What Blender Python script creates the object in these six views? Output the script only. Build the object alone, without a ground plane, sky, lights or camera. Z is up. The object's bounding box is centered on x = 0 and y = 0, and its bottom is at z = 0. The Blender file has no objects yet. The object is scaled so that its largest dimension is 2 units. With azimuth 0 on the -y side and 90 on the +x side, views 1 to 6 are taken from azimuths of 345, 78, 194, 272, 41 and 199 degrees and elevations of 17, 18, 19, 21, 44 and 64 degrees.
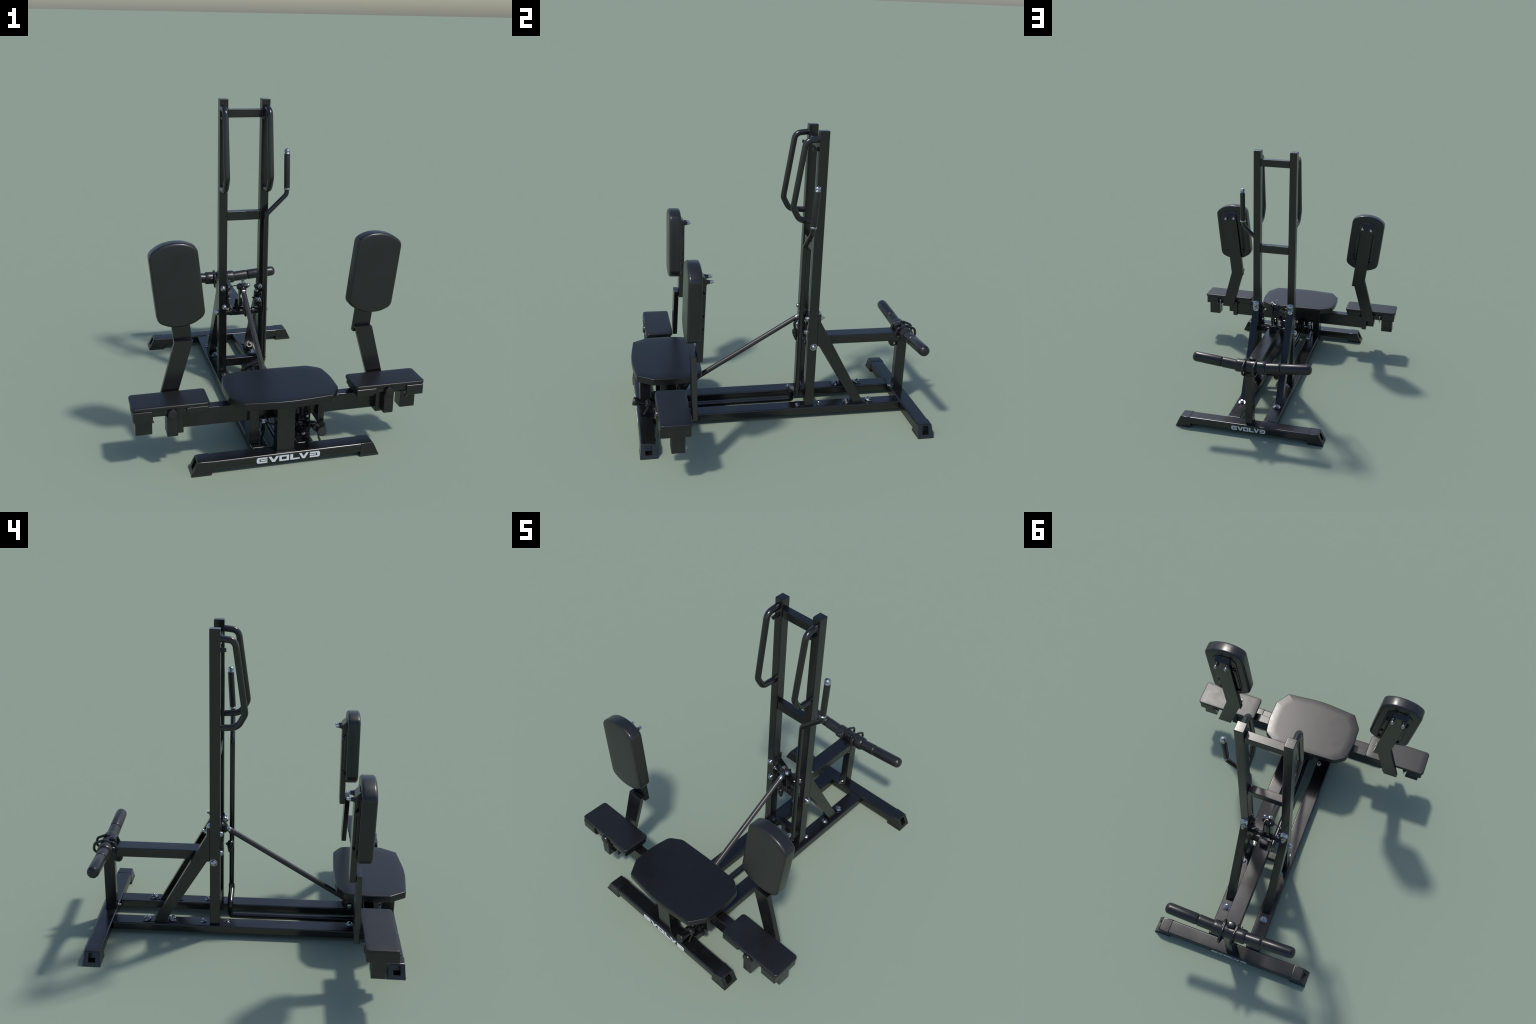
"""Black steel multi-function leg training machine: H-shaped floor frame, twin
uprights with pull handles, a seat with two footrests and two tall pads on bent
arms at the front, and a pivoting foot-roller lever at the rear."""
import bpy, bmesh, math, random
from mathutils import Vector, Matrix

random.seed(7)
V = Vector

# ---------------------------------------------------------------- materials
def new_mat(name):
    m = bpy.data.materials.new(name)
    m.use_nodes = True
    nt = m.node_tree
    return m, nt, nt.nodes["Principled BSDF"]


def grain(nt, scale, detail=3.0, rough=0.55):
    tc = nt.nodes.new("ShaderNodeTexCoord")
    n = nt.nodes.new("ShaderNodeTexNoise")
    n.inputs["Scale"].default_value = scale
    n.inputs["Detail"].default_value = detail
    n.inputs["Roughness"].default_value = rough
    nt.links.new(tc.outputs["Object"], n.inputs["Vector"])
    return n


def ramp(nt, src, lo, hi, p0=0.3, p1=0.7):
    r = nt.nodes.new("ShaderNodeValToRGB")
    r.color_ramp.elements[0].position = p0
    r.color_ramp.elements[1].position = p1
    r.color_ramp.elements[0].color = (*lo, 1)
    r.color_ramp.elements[1].color = (*hi, 1)
    nt.links.new(src, r.inputs["Fac"])
    return r.outputs["Color"]


def span(nt, src, lo, hi):
    r = nt.nodes.new("ShaderNodeMapRange")
    r.inputs["From Min"].default_value = 0.3
    r.inputs["From Max"].default_value = 0.7
    r.inputs["To Min"].default_value = lo
    r.inputs["To Max"].default_value = hi
    nt.links.new(src, r.inputs["Value"])
    return r.outputs["Result"]


def bump(nt, bsdf, src, strength, dist=0.001):
    b = nt.nodes.new("ShaderNodeBump")
    b.inputs["Strength"].default_value = strength
    b.inputs["Distance"].default_value = dist
    nt.links.new(src, b.inputs["Height"])
    nt.links.new(b.outputs["Normal"], bsdf.inputs["Normal"])


def surface(name, lo, hi, r_lo, r_hi, big=6.0, fine=260.0, bump_s=0.1, metal=0.0, spec=0.5):
    m, nt, b = new_mat(name)
    patches = grain(nt, big, 4.0)
    dust = grain(nt, fine, 2.0)
    nt.links.new(ramp(nt, patches.outputs["Fac"], lo, hi), b.inputs["Base Color"])
    nt.links.new(span(nt, patches.outputs["Fac"], r_lo, r_hi), b.inputs["Roughness"])
    b.inputs["Metallic"].default_value = metal
    b.inputs["Specular IOR Level"].default_value = spec
    if bump_s:
        bump(nt, b, dust.outputs["Fac"], bump_s, 0.0004)
    return m


PAINT = surface("black_gloss_powder_coat", (0.0050, 0.0053, 0.0057), (0.0068, 0.0070, 0.0074), 0.215, 0.275, 7, 300, 0.03, spec=0.75)
VINYL = surface("black_vinyl", (0.0125, 0.0134, 0.0140), (0.0148, 0.0156, 0.0162), 0.28, 0.33, 9, 420, 0.06, spec=0.6)
SEATV = surface("black_seat_vinyl", (0.0064, 0.0068, 0.0075), (0.0084, 0.0087, 0.0093), 0.295, 0.335, 26, 500, 0.012, spec=0.53)
TREAD = surface("black_footrest_rubber", (0.0060, 0.0064, 0.0070), (0.0080, 0.0083, 0.0089), 0.375, 0.415, 14, 420, 0.02, spec=0.60)
FOAM = surface("black_foam_grip", (0.0110, 0.0112, 0.0122), (0.0145, 0.0147, 0.0157), 0.30, 0.37, 10, 350, 0.08, spec=0.6)
PLASTIC = surface("black_plastic", (0.0060, 0.0063, 0.0066), (0.0082, 0.0084, 0.0088), 0.23, 0.30, 12, 300, 0.05, spec=0.7)
CHROME = surface("chromed_steel", (0.30, 0.305, 0.32), (0.66, 0.67, 0.69), 0.14, 0.28, 55, 300, 0.15, metal=1.0)
ROD = surface("dark_satin_steel", (0.026, 0.025, 0.025), (0.038, 0.036, 0.036), 0.30, 0.38, 9, 300, 0.05)
DARK = surface("oiled_dark_steel", (0.014, 0.014, 0.015), (0.030, 0.030, 0.032), 0.18, 0.30, 40, 300, 0.12, metal=0.3)
WHITE = surface("white_print", (0.66, 0.69, 0.72), (0.74, 0.76, 0.79), 0.40, 0.50, 10, 300, 0.0)

# ---------------------------------------------------------------- scene tree
ROOT = bpy.data.objects.new("leg_training_machine", None)
bpy.context.scene.collection.objects.link(ROOT)
ROOT["label"] = "black steel leg training machine with seat, pads and handles"
ROOT["category"] = "gym machine"


def put(name, bm, mat, parent=None, angle=35.0, kind=None, weighted=False):
    """Turn a bmesh in world coordinates into an object with its own centre."""
    bmesh.ops.recalc_face_normals(bm, faces=bm.faces)
    lo = V([min(v.co[i] for v in bm.verts) for i in range(3)])
    hi = V([max(v.co[i] for v in bm.verts) for i in range(3)])
    c = (lo + hi) / 2
    bmesh.ops.translate(bm, vec=-c, verts=bm.verts)
    me = bpy.data.meshes.new(name)
    bm.to_mesh(me)
    bm.free()
    me.materials.append(mat)
    for p in me.polygons:
        p.use_smooth = True
    me.set_sharp_from_angle(angle=math.radians(angle))
    return place(name, me, Matrix.Translation(c), parent, kind, weighted)


def place(name, me, mat4, parent=None, kind=None, weighted=False):
    o = bpy.data.objects.new(name, me)
    bpy.context.scene.collection.objects.link(o)
    parent = parent or ROOT
    o.parent = parent
    o.matrix_basis = world_of(parent).inverted() @ mat4
    o["w"] = 0
    if kind:
        o["kind"] = kind
    if weighted:
        w = o.modifiers.new("even_normals", "WEIGHTED_NORMAL")
        w.keep_sharp = True
    return o


def world_of(o):
    m = o.matrix_basis.copy()
    while o.parent:
        o = o.parent
        m = o.matrix_basis @ m
    return m


# ---------------------------------------------------------------- shapes
def bm_box(bm, x, y, z, bevel=0.003, seg=2, xf=None):
    """Add a box spanning the three (low, high) ranges, with rounded edges."""
    t = bmesh.new()
    bmesh.ops.create_cube(t, size=1.0)
    for v in t.verts:
        v.co = V((x[0] + (v.co.x + 0.5) * (x[1] - x[0]),
                  y[0] + (v.co.y + 0.5) * (y[1] - y[0]),
                  z[0] + (v.co.z + 0.5) * (z[1] - z[0])))
    if bevel:
        bmesh.ops.bevel(t, geom=t.edges[:], offset=bevel, segments=seg, profile=0.5, affect="EDGES")
    if xf is not None:
        bmesh.ops.transform(t, matrix=xf, verts=t.verts)
    join(bm, t)


def join(bm, t):
    me = bpy.data.meshes.new("scratch")
    t.to_mesh(me)
    t.free()
    bm.from_mesh(me)
    bpy.data.meshes.remove(me)


def box(name, x, y, z, mat, bevel=0.004, parent=None, xf=None, seg=2):
    bm = bmesh.new()
    bm_box(bm, x, y, z, bevel, seg, xf)
    return put(name, bm, mat, parent, weighted=True)


def bm_prism(bm, pts, axis, lo, hi, bevel=0.003, seg=2):
    """Extrude a 2D outline along an axis. Outline axes: x->(y,z) y->(x,z) z->(x,y)."""
    t = bmesh.new()

    def at(p, d):
        return {"x": V((d, p[0], p[1])), "y": V((p[0], d, p[1])), "z": V((p[0], p[1], d))}[axis]

    a = [t.verts.new(at(p, lo)) for p in pts]
    b = [t.verts.new(at(p, hi)) for p in pts]
    t.faces.new(a)
    t.faces.new(b[::-1])
    n = len(pts)
    for i in range(n):
        t.faces.new((a[i], b[i], b[(i + 1) % n], a[(i + 1) % n]))
    bmesh.ops.recalc_face_normals(t, faces=t.faces)
    if bevel:
        ed = [e for e in t.edges if e.calc_face_angle(0) > math.radians(20)]
        bmesh.ops.bevel(t, geom=ed, offset=bevel, segments=seg, profile=0.5, affect="EDGES")
    join(bm, t)


def prism(name, pts, axis, lo, hi, mat, bevel=0.003, parent=None):
    bm = bmesh.new()
    bm_prism(bm, pts, axis, lo, hi, bevel)
    return put(name, bm, mat, parent, weighted=True)


def fillet(pts, radii, steps=6, closed=False):
    """Round the corners of a polyline (2D or 3D) with circular arcs."""
    pts = [V(p) if len(p) == 3 else V((p[0], p[1], 0)) for p in pts]
    n = len(pts)
    out = []
    for i, p in enumerate(pts):
        r = radii[i] if isinstance(radii, (list, tuple)) else radii
        if (not closed and i in (0, n - 1)) or r <= 0:
            out.append(p)
            continue
        a = (pts[i - 1] - p)
        b = (pts[(i + 1) % n] - p)
        la, lb = a.length, b.length
        a.normalize(); b.normalize()
        ang = a.angle(b)
        if ang > math.pi - 0.02:
            out.append(p)
            continue
        d = min(r / math.tan(ang / 2), la * 0.49, lb * 0.49)
        r = d * math.tan(ang / 2)
        c = p + (a + b).normalized() * (r / math.sin(ang / 2))
        u = (p + a * d) - c
        w = (p + b * d) - c
        sweep_a = u.angle(w)
        for k in range(steps + 1):
            t = k / steps
            q = (u * math.sin((1 - t) * sweep_a) + w * math.sin(t * sweep_a)) / math.sin(sweep_a)
            out.append(c + q)
    return out


def bm_sweep(bm, path, radius, n=16, closed=False, round_end=False):
    path = [V(p) for p in path]
    m = len(path)
    tang = []
    for i in range(m):
        a = path[i - 1] if (i or closed) else path[i]
        b = path[(i + 1) % m] if (i < m - 1 or closed) else path[i]
        tang.append((b - a).normalized())
    up = V((0, 0, 1)) if abs(tang[0].z) < 0.9 else V((1, 0, 0))
    side = tang[0].cross(up).normalized()
    rings = []
    for i in range(m):
        side = (side - tang[i] * side.dot(tang[i])).normalized()
        other = tang[i].cross(side)
        r = radius(i / (m - 1)) if callable(radius) else radius
        rings.append([bm.verts.new(path[i] + (side * math.cos(2 * math.pi * k / n) + other * math.sin(2 * math.pi * k / n)) * r) for k in range(n)])
    for i in range(m if closed else m - 1):
        a, b = rings[i], rings[(i + 1) % m]
        for k in range(n):
            bm.faces.new((a[k], a[(k + 1) % n], b[(k + 1) % n], b[k]))
    if not closed:
        bm.faces.new(rings[0][::-1])
        bm.faces.new(rings[-1])


def tube(name, pts, radius, mat, bend=0.04, parent=None, n=18):
    bm = bmesh.new()
    bm_sweep(bm, fillet(pts, bend), radius, n)
    return put(name, bm, mat, parent, 50)


def bm_lathe(bm, profile, base, axis, n=24):
    """Turn (distance along axis, radius) pairs about an axis from a base point."""
    base, axis = V(base), V(axis).normalized()
    up = V((0, 0, 1)) if abs(axis.z) < 0.9 else V((1, 0, 0))
    s = axis.cross(up).normalized()
    t = axis.cross(s)
    rings = []
    for d, r in profile:
        c = base + axis * d
        rings.append([bm.verts.new(c + (s * math.cos(2 * math.pi * k / n) + t * math.sin(2 * math.pi * k / n)) * max(r, 1e-4)) for k in range(n)])
    for a, b in zip(rings, rings[1:]):
        for k in range(n):
            bm.faces.new((a[k], a[(k + 1) % n], b[(k + 1) % n], b[k]))
    bm.faces.new(rings[0][::-1])
    bm.faces.new(rings[-1])


def lathe(name, profile, base, axis, mat, parent=None, n=24, angle=40):
    bm = bmesh.new()
    bm_lathe(bm, profile, base, axis, n)
    return put(name, bm, mat, parent, angle)


def cushion(name, outline, lo, hi, edge, mat, axis="z", parent=None, xf=None, crown=0.0, rings=5):
    """Upholstered slab: closed outline, soft rolled edges, slightly crowned face."""
    n = len(outline)
    pts = [V((p[0], p[1])) for p in outline]
    nrm = []
    for i in range(n):
        t = (pts[(i + 1) % n] - pts[i - 1]).normalized()
        nrm.append(V((-t.y, t.x)))
    area = sum(pts[i].x * pts[(i + 1) % n].y - pts[(i + 1) % n].x * pts[i].y for i in range(n))
    if area < 0:
        nrm = [-q for q in nrm]
    bm = bmesh.new()
    layers = []
    for k in range(rings + 1):
        a = math.pi / 2 * k / rings
        layers.append((lo + edge * (1 - math.sin(a)), edge * (1 - math.cos(a))))
    layers = layers[::-1]
    for k in range(rings + 1):
        a = math.pi / 2 * k / rings
        layers.append((hi - edge * (1 - math.sin(a)), edge * (1 - math.cos(a))))
    rows = []
    c = sum(pts, V((0, 0))) / n
    for h, inset in layers:
        rows.append([bm.verts.new((*(pts[i] + nrm[i] * inset), h)) for i in range(n)])
    # crowned top: shrink rings toward the centre
    for s in (0.8, 0.55, 0.28):
        rows.append([bm.verts.new((*(c + (pts[i] + nrm[i] * edge - c) * s), hi + crown * (1 - s * s))) for i in range(n)])
    for a, b in zip(rows, rows[1:]):
        for k in range(n):
            bm.faces.new((a[k], a[(k + 1) % n], b[(k + 1) % n], b[k]))
    bm.faces.new(rows[0][::-1])
    bm.faces.new(rows[-1])
    if xf is not None:
        bmesh.ops.transform(bm, matrix=xf, verts=bm.verts)
    return put(name, bm, mat, parent, 60)


# ---------------------------------------------------------------- fasteners
def fastener_mesh(name, parts, mat, other=None):
    bm = bmesh.new()
    for i, (prof, n) in enumerate(parts):
        old = set(bm.faces)
        bm_lathe(bm, prof, (0, 0, 0), (0, 0, 1), n)
        for f in bm.faces:
            if f not in old:
                f.material_index = 1 if (other and i == len(parts) - 1) else 0
    bmesh.ops.recalc_face_normals(bm, faces=bm.faces)
    me = bpy.data.meshes.new(name)
    bm.to_mesh(me)
    bm.free()
    me.materials.append(mat)
    if other:
        me.materials.append(other)
    for p in me.polygons:
        p.use_smooth = True
    me.set_sharp_from_angle(angle=math.radians(38))
    return me


HEX = fastener_mesh("hex_bolt_mesh", [([(0, .0225), (.003, .0225)], 24), ([(.003, .0155), (.013, .0155), (.0145, .013)], 6),
                                      ([(.0145, .009), (.021, .009), (.023, .007)], 16)], CHROME)
DOME = fastener_mesh("dome_bolt_mesh", [([(0, .025), (.003, .025)], 28), ([(.003, .020), (.009, .0205), (.015, .018), (.020, .013), (.023, .006), (.0235, .0005)], 28)], CHROME)
LUG = fastener_mesh("pad_bolt_mesh", [([(0, .016), (.004, .016), (.006, .013), (.020, .0115), (.023, .009)], 18),
                                       ([(.020, .0105), (.034, .0105), (.036, .0085), (.040, .009), (.044, .006), (.0445, .001)], 14)], PLASTIC, CHROME)
STUD = fastener_mesh("stud_mesh", [([(0, .017), (.004, .017)], 20), ([(.004, .0135), (.015, .0135), (.016, .011)], 6), ([(.016, .007), (.034, .007), (.036, .005)], 14)], CHROME)
CAPS = fastener_mesh("cap_screw_mesh", [([(0, .012), (.010, .012), (.0115, .010)], 20)], PLASTIC)


def bolt(me, pos, axis, name="bolt", parent=None, scale=1.0, spin=0.0):
    q = V((0, 0, 1)).rotation_difference(V(axis))
    m = Matrix.Translation(V(pos)) @ q.to_matrix().to_4x4() @ Matrix.Rotation(spin, 4, "Z") @ Matrix.Scale(scale, 4)
    return place(name, me, m, parent)


# ---------------------------------------------------------------- lettering
def letters(width, height):
    """Wide techno capitals in a 0..width by 0..height field: outlines per letter."""
    s, h = width / 783.0, height
    t = h * 0.25
    out = []

    def rect(x0, x1, z0, z1):
        out.append([(x0, z0), (x1, z0), (x1, z1), (x0, z1)])

    def bracket(x0, x1, flip):
        k = h * 0.2
        stem = 34 * s
        pts = [(x1, 0), (x1, t), (x0 + stem, t), (x0 + stem, h - t), (x1, h - t), (x1, h), (x0 + k, h), (x0, h - k), (x0, k), (x0 + k, 0)]
        bar = [(x0 + stem * 1.45, h / 2 - t * .42), (x1, h / 2 - t * .42), (x1, h / 2 + t * .42), (x0 + stem * 1.45, h / 2 + t * .42)]
        if flip:
            pts = [(x0 + x1 - a, b) for a, b in pts]
            bar = [(x0 + x1 - a, b) for a, b in bar]
        out.append(pts)
        out.append(bar)

    def vee(x0, x1):
        w, m = x1 - x0, (x0 + x1) / 2
        out.append([(x0, h), (x0 + .27 * w, h), (m, h * .38), (x1 - .27 * w, h), (x1, h), (m + .13 * w, 0), (m - .13 * w, 0)])

    bracket(0, 130 * s, False)
    vee(143 * s, 272 * s)
    o0, o1 = 276 * s, 397 * s
    st = 30 * s
    rect(o0, o1, 0, t)
    rect(o0, o1, h - t, h)
    rect(o0, o0 + st, t, h - t)
    rect(o1 - st, o1, t, h - t)
    rect(412 * s, 446 * s, 0, h)
    rect(446 * s, 530 * s, 0, t)
    vee(520 * s, 640 * s)
    bracket(655 * s, 783 * s, True)
    return out


def lettering(parent, x0, width, z0, height, y_face, out_sign):
    bm = bmesh.new()
    for poly in letters(width, height):
        pts = [((x0 + a) if out_sign < 0 else (x0 - a), z0 + b) for a, b in poly]
        bm_prism(bm, pts, "y", y_face - 0.002 * (1 if out_sign > 0 else 0) , y_face + 0.002 * (0 if out_sign > 0 else 1), 0)
    bmesh.ops.translate(bm, vec=(0, 0.0015 * out_sign, 0), verts=bm.verts)
    return put("lettering", bm, WHITE, parent, 20)


# ================================================================ FLOOR FRAME
BAR_Y, BAR_HW, BAR_LO, BAR_HI = 0.911, 0.0500, 0.022, 0.081


def end_cap(parent, yc, side):
    """Moulded shoe over the bar end: flared foot, sloped end with a square socket."""
    H, XT, XB = 0.0835, 0.525, 0.562
    bm = bmesh.new()
    sec = []
    for x_top, x_bot, top in ((0.450, 0.447, 0.0512), (XT, XB, 0.0465)):
        sec.append([V((side * x_bot, yc - .0545, 0.0)), V((side * x_bot, yc + .0545, 0.0)),
                    V((side * x_bot, yc + .0545, 0.006)), V((side * (x_bot - .002), yc + .0525, 0.007)),
                    V((side * x_top, yc + top, H)), V((side * x_top, yc - top, H)),
                    V((side * (x_bot - .002), yc - .0525, 0.007)), V((side * x_bot, yc - .0545, 0.006))])
    n = 8
    a = [bm.verts.new(p) for p in sec[0]]
    b = [bm.verts.new(p) for p in sec[1]]
    bm.faces.new(a)
    for i in range(n):
        bm.faces.new((a[i], b[i], b[(i + 1) % n], a[(i + 1) % n]))

    def on_end(y, z):
        return V((side * (XB + (XT - XB) * z / H), yc + y, z))
    hole = [on_end(sy * 0.0215, z) for sy, z in ((-1, .020), (1, .020), (1, .030), (1, .045), (1, .073), (-1, .073), (-1, .045), (-1, .030))]
    hv = [bm.verts.new(p) for p in hole]
    inn = [bm.verts.new(p - V((side * 0.05, 0, 0))) for p in hole]
    for i in range(n):
        bm.faces.new((b[i], hv[i], hv[(i + 1) % n], b[(i + 1) % n]))
        bm.faces.new((hv[i], inn[i], inn[(i + 1) % n], hv[(i + 1) % n]))
    bm.faces.new(inn)
    bmesh.ops.recalc_face_normals(bm, faces=bm.faces)
    ed = [e for e in bm.edges if e.calc_face_angle(0) > 0.4 and all(v.co.z > 0.08 for v in e.verts)]
    bmesh.ops.bevel(bm, geom=ed, offset=0.008, segments=3, profile=0.5, affect="EDGES")
    return put("end_cap", bm, PLASTIC, parent, 30, weighted=True)


for sgn in (-1, 1):
    bar = box("foot_bar", (-0.47, 0.47), (sgn * BAR_Y - BAR_HW, sgn * BAR_Y + BAR_HW), (BAR_LO, BAR_HI), PAINT, 0.011, seg=4)
    for side in (-1, 1):
        end_cap(bar, sgn * BAR_Y, side)
    if sgn < 0:
        lettering(bar, -0.186, 0.380, 0.033, 0.035, -BAR_Y - BAR_HW, -1)
    else:
        lettering(bar, 0.127, 0.258, 0.033, 0.033, BAR_Y + BAR_HW, 1)

RAIL_X = 0.1385
for side in (-1, 1):
    box("floor_rail", (side * RAIL_X - 0.0510, side * RAIL_X + 0.0510), (-BAR_Y + BAR_HW, BAR_Y - BAR_HW), (0.025, 0.0775), PAINT, 0.008, seg=4)

# ================================================================ UPRIGHTS
POST_X, POST_Y = 0.139, 0.205
for side in (-1, 1):
    post = box("upright_post", (side * POST_X - .0275, side * POST_X + .0275), (POST_Y - .0315, POST_Y + .0315), (0.0770, 1.973), PAINT, 0.004, seg=3)
    box("base_plate", (side * POST_X - .030, side * POST_X + .030), (POST_Y - .034, POST_Y + .034), (0.0770, 0.0825), PAINT, 0.001, parent=post)
    bolt(CAPS, (side * POST_X - .012, POST_Y - .030, 1.853), (0, -1, 0), "bolt", post, 1.1)
    bm = bmesh.new()
    bm_lathe(bm, [(0, .006), (.02, .006), (.02, .012), (.032, .012), (.034, .009)], (side * POST_X - .012, POST_Y - .03, 1.853), (0, -1, 0), 16)
    put("locking_pin", bm, PLASTIC, post)
    for y, z in ((-.078, .0), (.076, .0)):
        bolt(HEX, (side * POST_X + .004, POST_Y + y, .0765), (0.10, (-1 if y < 0 else 1) * .12, 1), "bolt", post, .86, random.random())

for z0, z1 in ((1.856, 1.906), (1.176, 1.233), (0.124, 0.178)):
    box("cross_bar", (-POST_X + .0270, POST_X - .0270), (POST_Y - .0255, POST_Y + .0255), (z0 - .002, z1 + .002), PAINT, 0.004, seg=3)

# pull handles: bent tube on the front of each upright
for side, dx in ((-1, -0.010), (1, 0.002)):
    x = side * POST_X + dx
    tube("pull_handle", [(x, POST_Y - .028, 1.918), (x, 0.092, 1.908), (x, 0.030, 1.480), (x, 0.075, 1.398), (x, POST_Y - .028, 1.392)],
         0.0195, PAINT, [0, .045, .050, .060, 0])

# rear diagonal braces with gusset
for side in (-1, 1):
    x0, x1 = side * POST_X - .0275, side * POST_X + .0275
    prof = [(0.597, 0.078), (0.522, 0.078), (0.503, 0.114), (0.255, 0.522), (0.2367, 0.522), (0.2367, 0.752), (0.255, 0.752), (0.255, 0.698)]
    br = prism("diagonal_brace", prof, "x", x0 + .0005, x1 - .0005, PAINT, 0.003)
    box("base_plate", (side * POST_X - .028, side * POST_X + .028), (0.446, 0.668), (0.0770, 0.0815), PAINT, 0.001, parent=br)
    bolt(HEX, (side * POST_X, .642, .0812), (0, .25, 1), "bolt", br, 1.15, .3)
    bolt(HEX, (side * POST_X + .006, .479, .0812), (0.12, -.18, 1), "bolt", br, 1.15, .7)
    bolt(DOME, (side * (POST_X + .0275), .214, .518), (side, 0, 0), "bolt", br, 1.0)
    # large bright fastener capping the top of the brace
    bm = bmesh.new()
    ax = V((0, .55, .83)).normalized()
    bm_lathe(bm, [(0, .024), (.004, .025), (.010, .024), (.016, .018), (.020, .008), (.0205, .001)], (side * POST_X, .236, .752), (0, .75, .66), 20)
    bm_lathe(bm, [(0, .022), (.003, .022), (.004, .015), (.018, .015), (.020, .009), (.034, .009), (.036, .006)], (side * POST_X, .250, .712), (0, .94, .34), 12)
    put("bolt", bm, CHROME, br)
    prism("clip_plate", [(.236, .700), (.254, .700), (.258, .748), (.244, .765), (.236, .765)], "x", side * POST_X - .024, side * POST_X + .024, CHROME, .002, br)

# ================================================================ REAR LEVER
box("support_post", (-.026, .027), (.865, .936), (.080, .482), PAINT, 0.004, seg=3)
box("weld_plate", (-.029, .030), (.862, .939), (.0805, .086), PAINT, 0.001)
bolt(STUD, (-.010, .868, .098), (-.1, -1, .2), "bolt", None, .9)
beam = box("lever_beam", (-.056, .044), (.235, .868), (.478, .5415), PAINT, 0.005, seg=3)
box("pivot_block", (-.034, .020), (.256, .290), (.5415, .590), DARK, 0.004, parent=beam)
bm = bmesh.new()
bm_lathe(bm, [(0, .030), (.026, .030), (.029, .026)], (-.020, .842, .452), (1, 0, 0), 20)
bm_box(bm, (-.030, .020), (.815, .868), (.440, .482), .006)
put("hinge_lug", bm, DARK, beam)
bolt(STUD, (.009, .842, .452), (1, 0, 0), "bolt", beam, .7)

RY, RZ = .905, .534


def roller_half(side):
    """Half of the foot roller: collar, inner sleeve, groove, outer grip, rising outward."""
    core = V((-.008, RY, RZ))
    collar, inner, outer = bmesh.new(), bmesh.new(), bmesh.new()
    bm_lathe(collar, [(0, .046), (.085, .0475), (.104, .0475), (.111, .044), (.114, .036)], core, (side, 0, .03), 32)
    p0 = core + V((side * .105, 0, .003))
    d = V((side, -.01, math.tan(math.radians(5.0)))).normalized()
    bm_lathe(inner, [(0, .0375), (.100, .0385), (.107, .0380), (.111, .0355), (.113, .0320), (.120, .0310)], p0, d, 32)
    p1 = p0 + d * .1145
    L = .226 if side < 0 else .222
    bm_lathe(outer, [(0, .030), (.001, .0335), (.004, .0365), (.009, .0378), (L - .03, .0372), (L - .015, .0345), (L - .005, .026), (L, .014), (L + .001, .002)], p1, d, 32)
    return collar, inner, outer


roller = None
for side in (-1, 1):
    c, gi, go = roller_half(side)
    if roller is None:
        roller = put("foot_roller", c, FOAM)
    else:
        put("roller_collar", c, FOAM, roller)
    put("foam_sleeve", gi, FOAM, roller, 55)
    put("foam_grip", go, FOAM, roller, 55)
for x in (.032, -.046):
    clip = fillet([(x, RY - .035, RZ + .040), (x, RY + .020, RZ + .050), (x + .004, RY + .076, RZ + .026), (x + .004, RY + .086, RZ - .020),
                   (x, RY + .050, RZ - .046), (x, RY - .010, RZ - .050)], .024)
    bm = bmesh.new()
    bm_sweep(bm, clip, .0085, 12)
    put("retaining_clip", bm, PLASTIC, roller, 60)
bm = bmesh.new()
bm_box(bm, (-.034, .014), (.850, .892), (.5415, .596), .009, 3)
put("clamp_block", bm, PLASTIC, roller)
bm = bmesh.new()
for x in (-.052, .040):
    bm_sweep(bm, fillet([(x, .852, .480), (x, .840, .530), (x, .856, .572), (x, .900, .578)], .02), .010, 10)
bm_box(bm, (-.045, .032), (.862, .940), (.470, .500), .006)
put("roller_saddle", bm, DARK, roller, 50)
bolt(STUD, (-.075, .868, .545), (-.3, -1, .3), "bolt", roller, .6)
bolt(STUD, (.060, .868, .520), (.3, -1, .1), "bolt", roller, .6)

# ================================================================ PIVOT GROUP
lathe("pivot_rod", [(0, .0165), (.228, .0165)], (-.114, .196, .522), (1, 0, 0), DARK, n=20)
bm = bmesh.new()
bm_box(bm, (-.114, .114), (.180, .200), (.505, .512), .001)
for z in (.700, .566):
    bm_lathe(bm, [(0, .010), (.030, .010)], (-.114, .190, z), (1, 0, 0), 12)
    bm_lathe(bm, [(0, .010), (.030, .010)], (.084, .190, z), (1, 0, 0), 12)
put("spacer", bm, DARK)
for x, z in ((-.138, .702), (-.128, .566), (.118, .704), (.112, .606)):
    bolt(DOME, (x, .174, z), (0, -1, 0), "bolt", None, .82)
for z in (.640, .575):
    box("slot_plate", (.118, .134), (.171, .175), (z - .022, z + .020), CHROME, .0015)
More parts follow.
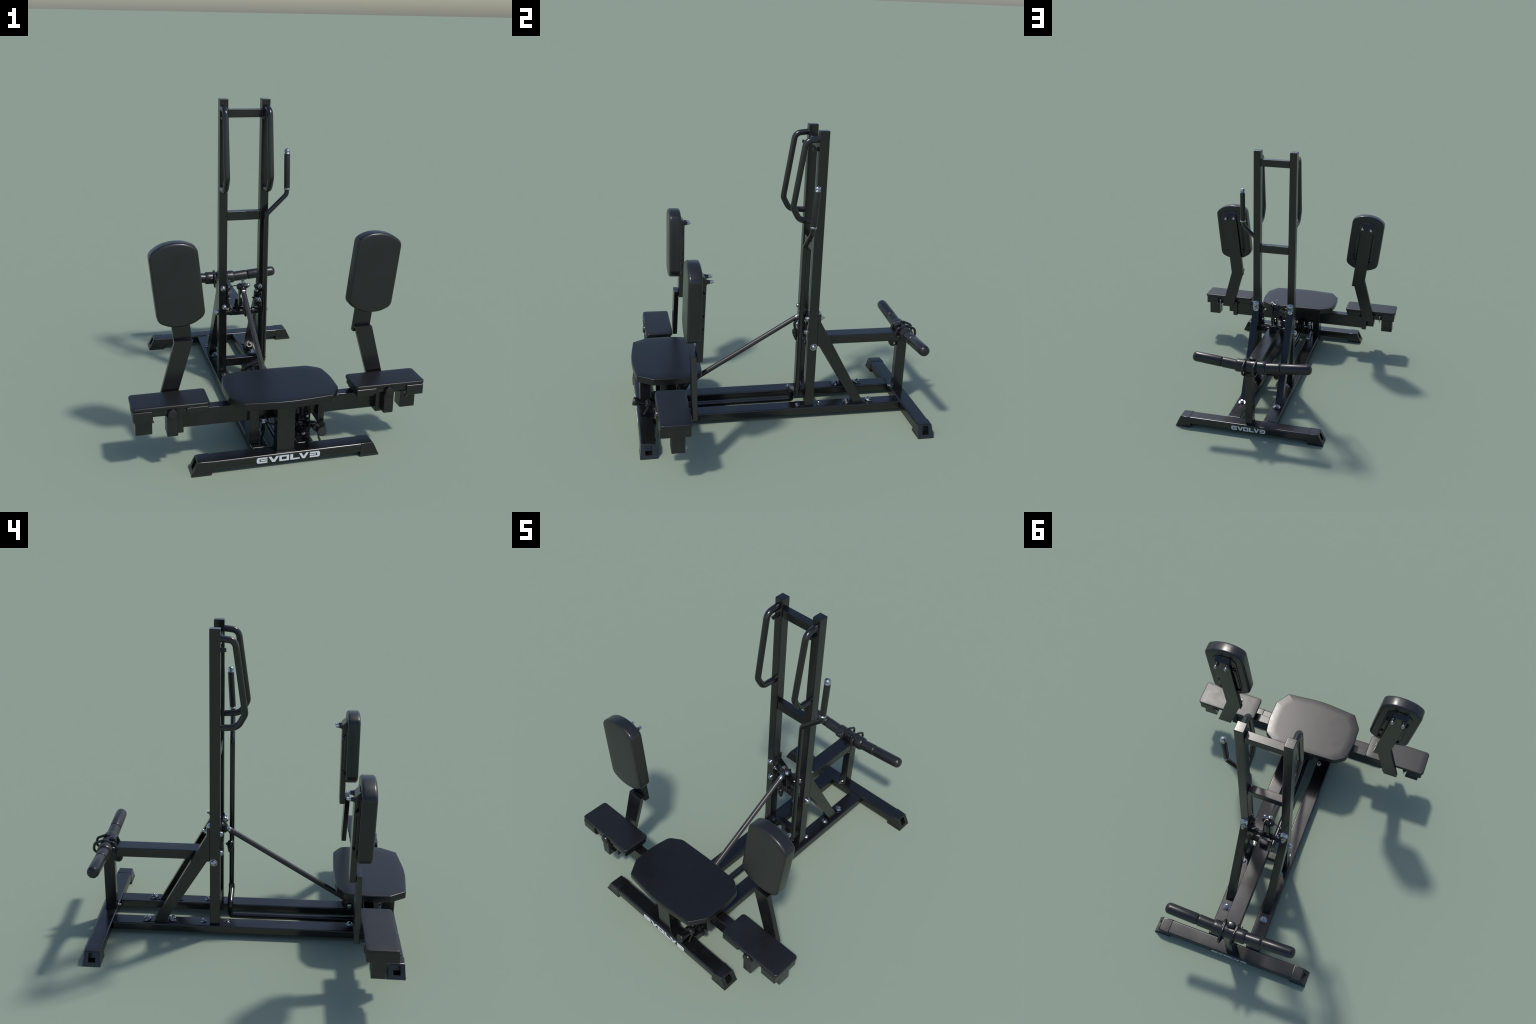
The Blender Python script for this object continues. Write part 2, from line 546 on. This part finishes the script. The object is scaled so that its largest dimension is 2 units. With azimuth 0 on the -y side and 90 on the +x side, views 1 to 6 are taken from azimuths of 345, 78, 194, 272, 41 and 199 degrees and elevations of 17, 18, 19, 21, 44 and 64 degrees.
# swinging links that carry the rod joint, and the stacked plates on the uprights
link_pts = fillet([(.158, .728), (.200, .732), (.214, .640), (.214, .512), (.176, .505), (.168, .600)], .014, 4, True)
for x in (-.026, .014):
    prism("swing_link", [(p.x, p.y) for p in link_pts], "x", x, x + .008, DARK, .002)
bm = bmesh.new()
bm_lathe(bm, [(0, .012), (.01, .020), (.03, .022), (.055, .022), (.075, .014), (.085, .010)], (-.044, .176, .708), (1, -.1, .08), 18)
bm_lathe(bm, [(0, .013), (.06, .013)], (-.004, .190, .680), (0, -.6, .8), 14)
bm_lathe(bm, [(0, .018), (.012, .020), (.045, .018), (.052, .012)], (-.004, .150, .662), (.0, .2, 1), 18)
put("swivel_joint", bm, DARK, None, 40)
for x, w in ((-.090, .022), (-.040, .012), (.030, .014), (.066, .026)):
    lathe("rod_collar", [(0, .020), (.003, .025), (w - .003, .025), (w, .020)], (x, .196, .522), (1, 0, 0), DARK, n=22)
for side in (-1, 1):
    xi = side * (POST_X - .0275)
    pp = fillet([(.166, .742), (.226, .742), (.240, .640), (.226, .550), (.170, .550)], .014, 4, True)
    pl = prism("slot_bracket", [(p.x, p.y) for p in pp], "x", min(xi, xi - side * .007), max(xi, xi - side * .007), DARK, .0015)
    for y, z, r in ((.188, .700, .022), (.206, .640, .026), (.190, .585, .020)):
        lathe("bushing", [(0, r), (.006, r), (.008, r * .7), (.016, r * .65), (.018, r * .4)], (xi - side * .006, y, z), (-side, 0, 0), DARK, pl, 20)
    bolt(STUD, (xi - side * .012, .214, .612), (-side, -.3, 0), "bolt", pl, .75)
    bolt(STUD, (xi - side * .012, .176, .672), (-side, -.5, .2), "bolt", pl, .7)
lathe("ball_knob", [(0, .006), (.022, .006), (.024, .012), (.030, .0150), (.037, .0135), (.043, .008), (.044, .001)], (.002, .160, .722), (1, -.35, .10), CHROME)
lathe("ball_knob", [(0, .006), (.018, .006), (.020, .010), (.026, .0120), (.033, .009), (.036, .001)], (-.004, .162, .728), (-.1, -.3, 1), CHROME)
tube("linkage_wire", [(-.114, .190, .700), (-.060, .180, .716), (-.020, .168, .722)], .0035, DARK, .02, n=8)
tube("linkage_wire", [(-.108, .176, .640), (-.090, .165, .560), (-.060, .175, .525)], .0040, DARK, .03, n=8)
tube("release_lever", [(.004, .140, .676), (.006, .112, .630), (.004, .122, .575), (.002, .150, .566)], .0085, DARK, .02, n=10)
lathe("release_knob", [(0, .006), (.008, .018), (.028, .022), (.055, .016), (.085, .006), (.088, .001)], (.006, .118, .592), (.05, .12, -1), DARK, n=16)
# link rod from the seat carriage to the cam
ra, rb = V((-.004, .122, .669)), V((-.006, -.640, .202))
rd = (rb - ra).normalized()
rod = lathe("link_rod", [(0, .0170), ((rb - ra).length, .0170)], ra, rd, ROD, n=24)
lathe("rod_ferrule", [(0, .011), (.004, .0165), (.030, .0170), (.034, .0158)], ra - rd * .018, rd, CHROME, rod)
lathe("rod_eye", [(0, .008), (.005, .0145), (.023, .0145), (.028, .008)], ra - rd * .022 + V((-.014, 0, .004)), (1, 0, 0), CHROME, rod)

# hand lever: tall tube beside the right upright with grip
lev = tube("hand_lever", [(.141, .121, .172), (.141, .122, 1.222), (.279, .130, 1.352), (.2805, .134, 1.420)], .0158, PAINT, [0, .040, .040, 0])
lathe("lever_grip", [(0, .0185), (.005, .0195), (.222, .0195), (.226, .0185)], (.2805, .1325, 1.394), V((.279, .146, 1.648)) - V((.2805, .130, 1.379)), FOAM, lev)
lathe("lever_collar", [(0, .0185), (.003, .0215), (.010, .0215), (.013, .0185)], (.2805, .1318, 1.381), (0, .06, 1), CHROME, lev)
lathe("lever_cap", [(0, .0175), (.004, .0195), (.008, .0175), (.012, .0150), (.018, .0190), (.026, .0190), (.033, .014), (.037, .006), (.038, .0005)], (.279, .1445, 1.616), (0, .06, 1), CHROME, lev)
tube("crank_tube", [(.141, .121, .205), (.130, .119, .172), (.004, .119, .132), (-.001, .119, .050), (-.001, .060, .050), (-.001, -.760, .050)], .0200, PAINT, [0, .02, .03, .012, .02, 0], lev)

# ================================================================ SEAT
SX = -.004
seat_out = fillet([(SX - .262, -.968), (SX, -.995), (SX + .262, -.968), (SX + .326, -.868), (SX + .331, -.720), (SX + .312, -.600), (SX + .235, -.548),
                   (SX, -.540), (SX - .235, -.548), (SX - .312, -.600), (SX - .331, -.720), (SX - .326, -.868)],
                  [.012, .9, .012, .025, .5, .05, .06, .9, .06, .05, .5, .025], 5, True)
seat = cushion("seat", [(p.x, p.y) for p in seat_out], .3765, .4225, .0060, SEATV, crown=.0004)
box("seat_board", (-.19, .19), (-.900, -.720), (.352, .3770), PLASTIC, .002, seat)
sp = box("seat_post", (-.062, .045), (-.938, -.868), (.081, .377), PAINT, .005, seg=3)
box("base_plate", (-.068, .051), (-.944, -.862), (.0805, .0860), PAINT, .001, parent=sp)
box("seat_frame", (-.192, .261), (-.800, -.722), (.3265, .3515), PAINT, .003)
# side leg on the left, hanging guide on the right
box("seat_leg", (-.193, -.135), (-.817, -.707), (.0775, .352), PAINT, .004, seg=3)
box("guide_rail", (.222, .262), (-.818, -.712), (.172, .352), PAINT, .004, seg=3)

# adjuster mechanism under the seat: bracket, shafts, knobs, spring
adj = box("adjuster_bracket", (.097, .180), (-.815, -.712), (.0775, .112), DARK, .004)
box("adjuster_housing", (.106, .170), (-.800, -.725), (.112, .200), DARK, .010, adj, seg=3)
lathe("bearing_barrel", [(0, .018), (.004, .030), (.030, .032), (.036, .026), (.052, .026), (.058, .032), (.084, .030), (.088, .018)], (.093, -.766, .160), (1, 0, 0), DARK, adj, 28)
lathe("adjuster_shaft", [(0, .026), (.012, .028), (.020, .017), (.060, .017), (.062, .023), (.080, .023), (.082, .017), (.155, .017)], (.136, -.775, .198), (0, 0, 1), DARK, adj, 20)
lathe("guide_rod", [(0, .006), (.25, .006)], (.174, -.806, .102), (0, 0, 1), DARK, adj, 10)
lathe("guide_rod", [(0, .006), (.25, .006)], (.100, -.735, .102), (0, 0, 1), DARK, adj, 10)
bm = bmesh.new()
coil = [(.136 + .026 * math.cos(t * .55), -.775 + .026 * math.sin(t * .55), .285 + .0011 * t) for t in range(54)]
bm_sweep(bm, coil, .0045, 8)
put("coil_spring", bm, DARK, adj, 60)
bolt(HEX, (.137, -.812, .112), (0, -.5, 1), "bolt", adj, .8)
kd = V((.192, -.990, .209)) - V((.196, -.905, .186))
kn = lathe("adjuster_knob", [(0, .010), (.012, .013), (.040, .020), (.070, .0275), (.084, .0285), (.089, .025)], V((.196, -.905, .186)), kd, PLASTIC, adj, 26)
lathe("knob_stem", [(0, .009), (.10, .009)], (.168, -.812, .165), (.28, -.93, .21), DARK, kn, 12)
lathe("knob_collar", [(0, .012), (.006, .021), (.030, .024), (.040, .014)], (.188, -.872, .180), (.1, -.95, .2), DARK, kn, 18)
tube("trigger", [(.196, -.885, .180), (.204, -.900, .150), (.200, -.910, .128), (.206, -.922, .112)], .0065, DARK, .02, kn, 10)
lathe("adjuster_knob", [(0, .007), (.055, .007), (.058, .014), (.078, .016), (.096, .015), (.100, .010)], (.176, -.800, .176), (.80, -.50, -.05), PLASTIC, adj, 18)
bm = bmesh.new()
rnd = random.Random(3)
for i in range(26):
    c = V((rnd.uniform(.095, .185), rnd.uniform(-.830, -.705), rnd.uniform(.10, .24)))
    ax = V((rnd.uniform(-1, 1), rnd.uniform(-1, 1), rnd.uniform(-.6, .6)))
    r = rnd.uniform(.007, .014)
    bm_lathe(bm, [(0, r), (.006, r * 1.3), (.018, r), (.026, r * .6)], c, ax, 10)
put("adjuster_fittings", bm, DARK, adj, 40, kind="stuff")
# rod end joint: pulley and clevis between the seat post and the side leg
lathe("pulley", [(0, .030), (.003, .046), (.009, .047), (.014, .038), (.019, .047), (.025, .046), (.028, .030)], (-.046, -.650, .196), (1, 0, .05), DARK, n=32)
bm = bmesh.new()
bm_box(bm, (-.060, -.051), (-.715, -.620), (.165, .225), .003)
bm_box(bm, (-.012, -.003), (-.715, -.620), (.165, .225), .003)
bm_lathe(bm, [(0, .012), (.078, .012)], (-.072, -.650, .196), (1, 0, 0), 14)
put("clevis", bm, DARK)
bolt(STUD, (-.072, -.650, .196), (-1, .1, 0), "bolt", None, .8)
bolt(DOME, (-.108, -.655, .0770), (0, 0, 1), "bolt", None, .9)
bolt(STUD, (-.134, -.690, .215), (1, .5, .1), "bolt", None, .8)
tube("adjuster_strut", [(.060, -.650, .130), (.075, -.690, .235), (.072, -.735, .325)], .011, DARK, .03, n=10)
for x, y in ((-.094, -.700), (.020, -.720), (.078, -.705)):
    tube("linkage_wire", [(x, y, .330), (x - .015, y - .02, .260), (x + .012, y - .03, .200), (x, y - .02, .100)], .0055, DARK, .03, n=8)
tube("linkage_wire", [(-.135, -.790, .215), (-.104, -.806, .208), (-.062, -.860, .215)], .005, DARK, .02, n=8)
tube("linkage_wire", [(-.108, -.800, .212), (-.100, -.800, .160), (-.114, -.790, .084)], .007, DARK, .03, n=8)
bolt(STUD, (-.106, -.800, .210), (0, -1, .3), "bolt", None, .7)

# transverse beam carrying the footrests
box("cross_beam", (-.618, .618), (-.7795, -.7165), (.2150, .3260), PAINT, .004, seg=3)


# ================================================================ FOOTRESTS
def footrest(s):
    def X(a, b):
        return (min(s * a, s * b), max(s * a, s * b))
    out = fillet([(s * .436, -.866), (s * .878, -.866), (s * .878, -.676), (s * .436, -.676)], .022, 5, True)
    fr = cushion("footrest", [(p.x, p.y) for p in out], .380, .4015, .006, TREAD, crown=.001)
    box("outer_shell", X(.760, .870), (-.869, -.684), (.316, .381), PLASTIC, .007, fr, seg=3)
    box("inner_shell", X(.444, .572), (-.867, -.688), (.345, .381), PLASTIC, .006, fr, seg=3)
    box("inner_shell", X(.452, .560), (-.856, -.700), (.330, .346), PLASTIC, .003, fr)
    box("core_plate", X(.565, .765), (-.858, -.698), (.350, .381), PLASTIC, .003, fr)
    box("slide_bar", X(.600, .770), (-.790, -.722), (.305, .353), PAINT, .003, fr)
    box("beam_end", X(.757, .853), (-.799, -.718), (.203, .318), PAINT, .003, fr)
    box("beam_stop", X(.583, .622), (-.828, -.700), (.209, .345), PAINT, .003, fr)
    box("pin_housing", X(.620, .682), (-.869, -.770), (.213, .340), PLASTIC, .006, fr, seg=3)
    lathe("pin_knob", [(0, .026), (.02, .030), (.034, .030), (.040, .026), (.042, .010)], (s * .650, -.838, .350), (0, -1, .12), PLASTIC, fr, 24)
    bolt(STUD, (s * .742, -.690, .362), (0, 0, -1), "bolt", fr, .8)
    bolt(STUD, (s * .742, -.704, .318), (0, .4, -1), "bolt", fr, .7)
    bolt(CAPS, (s * .765, -.850, .312), (s * -.3, -.5, -1), "bolt", fr, .9)
    bolt(CAPS, (s * .800, -.836, .311), (0, -.1, -1), "bolt", fr, 1.0)
    return fr


for s in (-1, 1):
    footrest(s)


# ================================================================ LEG PADS
def leg_pad(s):
    w, hh = .1385, .2465
    # barrel outline: straight sides, bowed top and bottom
    half = [(w - .001, -.200), (w, 0), (w - .001, .200)]
    top = [(.070, .238), (0, hh + .001), (-.070, .238)]
    pts = half + top + [(-a, -b) for a, b in half] + [(-a, -b) for a, b in top]
    out = fillet(pts, [.050, .8, .050, .15, .20, .15, .050, .8, .050, .15, .20, .15], 5, True)
    lean = Matrix.Rotation(s * math.radians(6.4), 4, "Y") @ Matrix.Rotation(math.radians(89.5), 4, "X")
    xf = Matrix.Translation((s * .588, -.6605, 1.0430)) @ lean
    pad = cushion("leg_pad", [(p.x, p.y) for p in out], -.044, .0395, .016, VINYL, xf=xf, crown=.0015, rings=6)
    # board behind the cushion
    inner = [(p.x * .62, p.y * .80) for p in out]
    bm = bmesh.new()
    bm_prism(bm, inner, "z", -.050, -.043, .002)
    bmesh.ops.transform(bm, matrix=xf, verts=bm.verts)
    put("back_board", bm, PLASTIC, pad, 40)
    # side flanges with small screws
    bm = bmesh.new()
    for x in (-.078, .056):
        bm_box(bm, (x, x + .022), (-.185, .090), (-.058, -.046), .003)
    bmesh.ops.transform(bm, matrix=xf, verts=bm.verts)
    put("mount_flange", bm, PAINT, pad, 35)
    n = (xf.to_3x3() @ V((0, 0, -1))).normalized()
    for x, y in ((-.067, .070), (.067, .070), (-.067, -.165), (.067, -.165), (.067, -.08)):
        bolt(CAPS, xf @ V((x, y, -.057)), n, "bolt", pad, .9)
    # upper arm: flat bar leaning with the pad
    def shear(z):
        return s * (.547 + (z - .660) * .1110)
    bm = bmesh.new()
    t = bmesh.new()
    rows = []
    for z in (.655, 1.235):
        yb = -.591 + (z - .66) * .012
        c = shear(z)
        zb = z - .036 if z > 1 else z  # the free end is cut sloping down to the rear
        rows.append([t.verts.new((c - .053, yb - .036, z)), t.verts.new((c + .053, yb - .036, z)), t.verts.new((c + .053, yb, zb)), t.verts.new((c - .053, yb, zb))])
    t.faces.new(rows[0]); t.faces.new(rows[1])
    for i in range(4):
        t.faces.new((rows[0][i], rows[1][i], rows[1][(i + 1) % 4], rows[0][(i + 1) % 4]))
    bmesh.ops.recalc_face_normals(t, faces=t.faces)
    bmesh.ops.bevel(t, geom=t.edges[:], offset=.003, segments=2, profile=.5, affect="EDGES")
    join(bm, t)
    arm = put("pad_arm", bm, PAINT, pad, weighted=True)
    for dx in (-.036, .036):
        p = V((shear(1.184) + dx, -.585, 1.184 - dx * s * .112))
        bolt(LUG, p, (0, 1, .05), "bolt", arm, 1.0, dx * 9)
    # lower arm: bar kinked outward, behind the footrest
    def low(z):
        return s * (.549 + (.696 - z) * .277)
    pts = [(low(.696) - .054, .696), (low(.696) + .054, .696), (low(.322) + .050, .322), (low(.322) - .050, .322)]
    prism("lower_arm", pts, "y", -.6610, -.6285, PAINT, .003, pad)
    return pad


for s in (-1, 1):
    leg_pad(s)

for o in bpy.data.objects:
    if "w" in o:
        del o["w"]
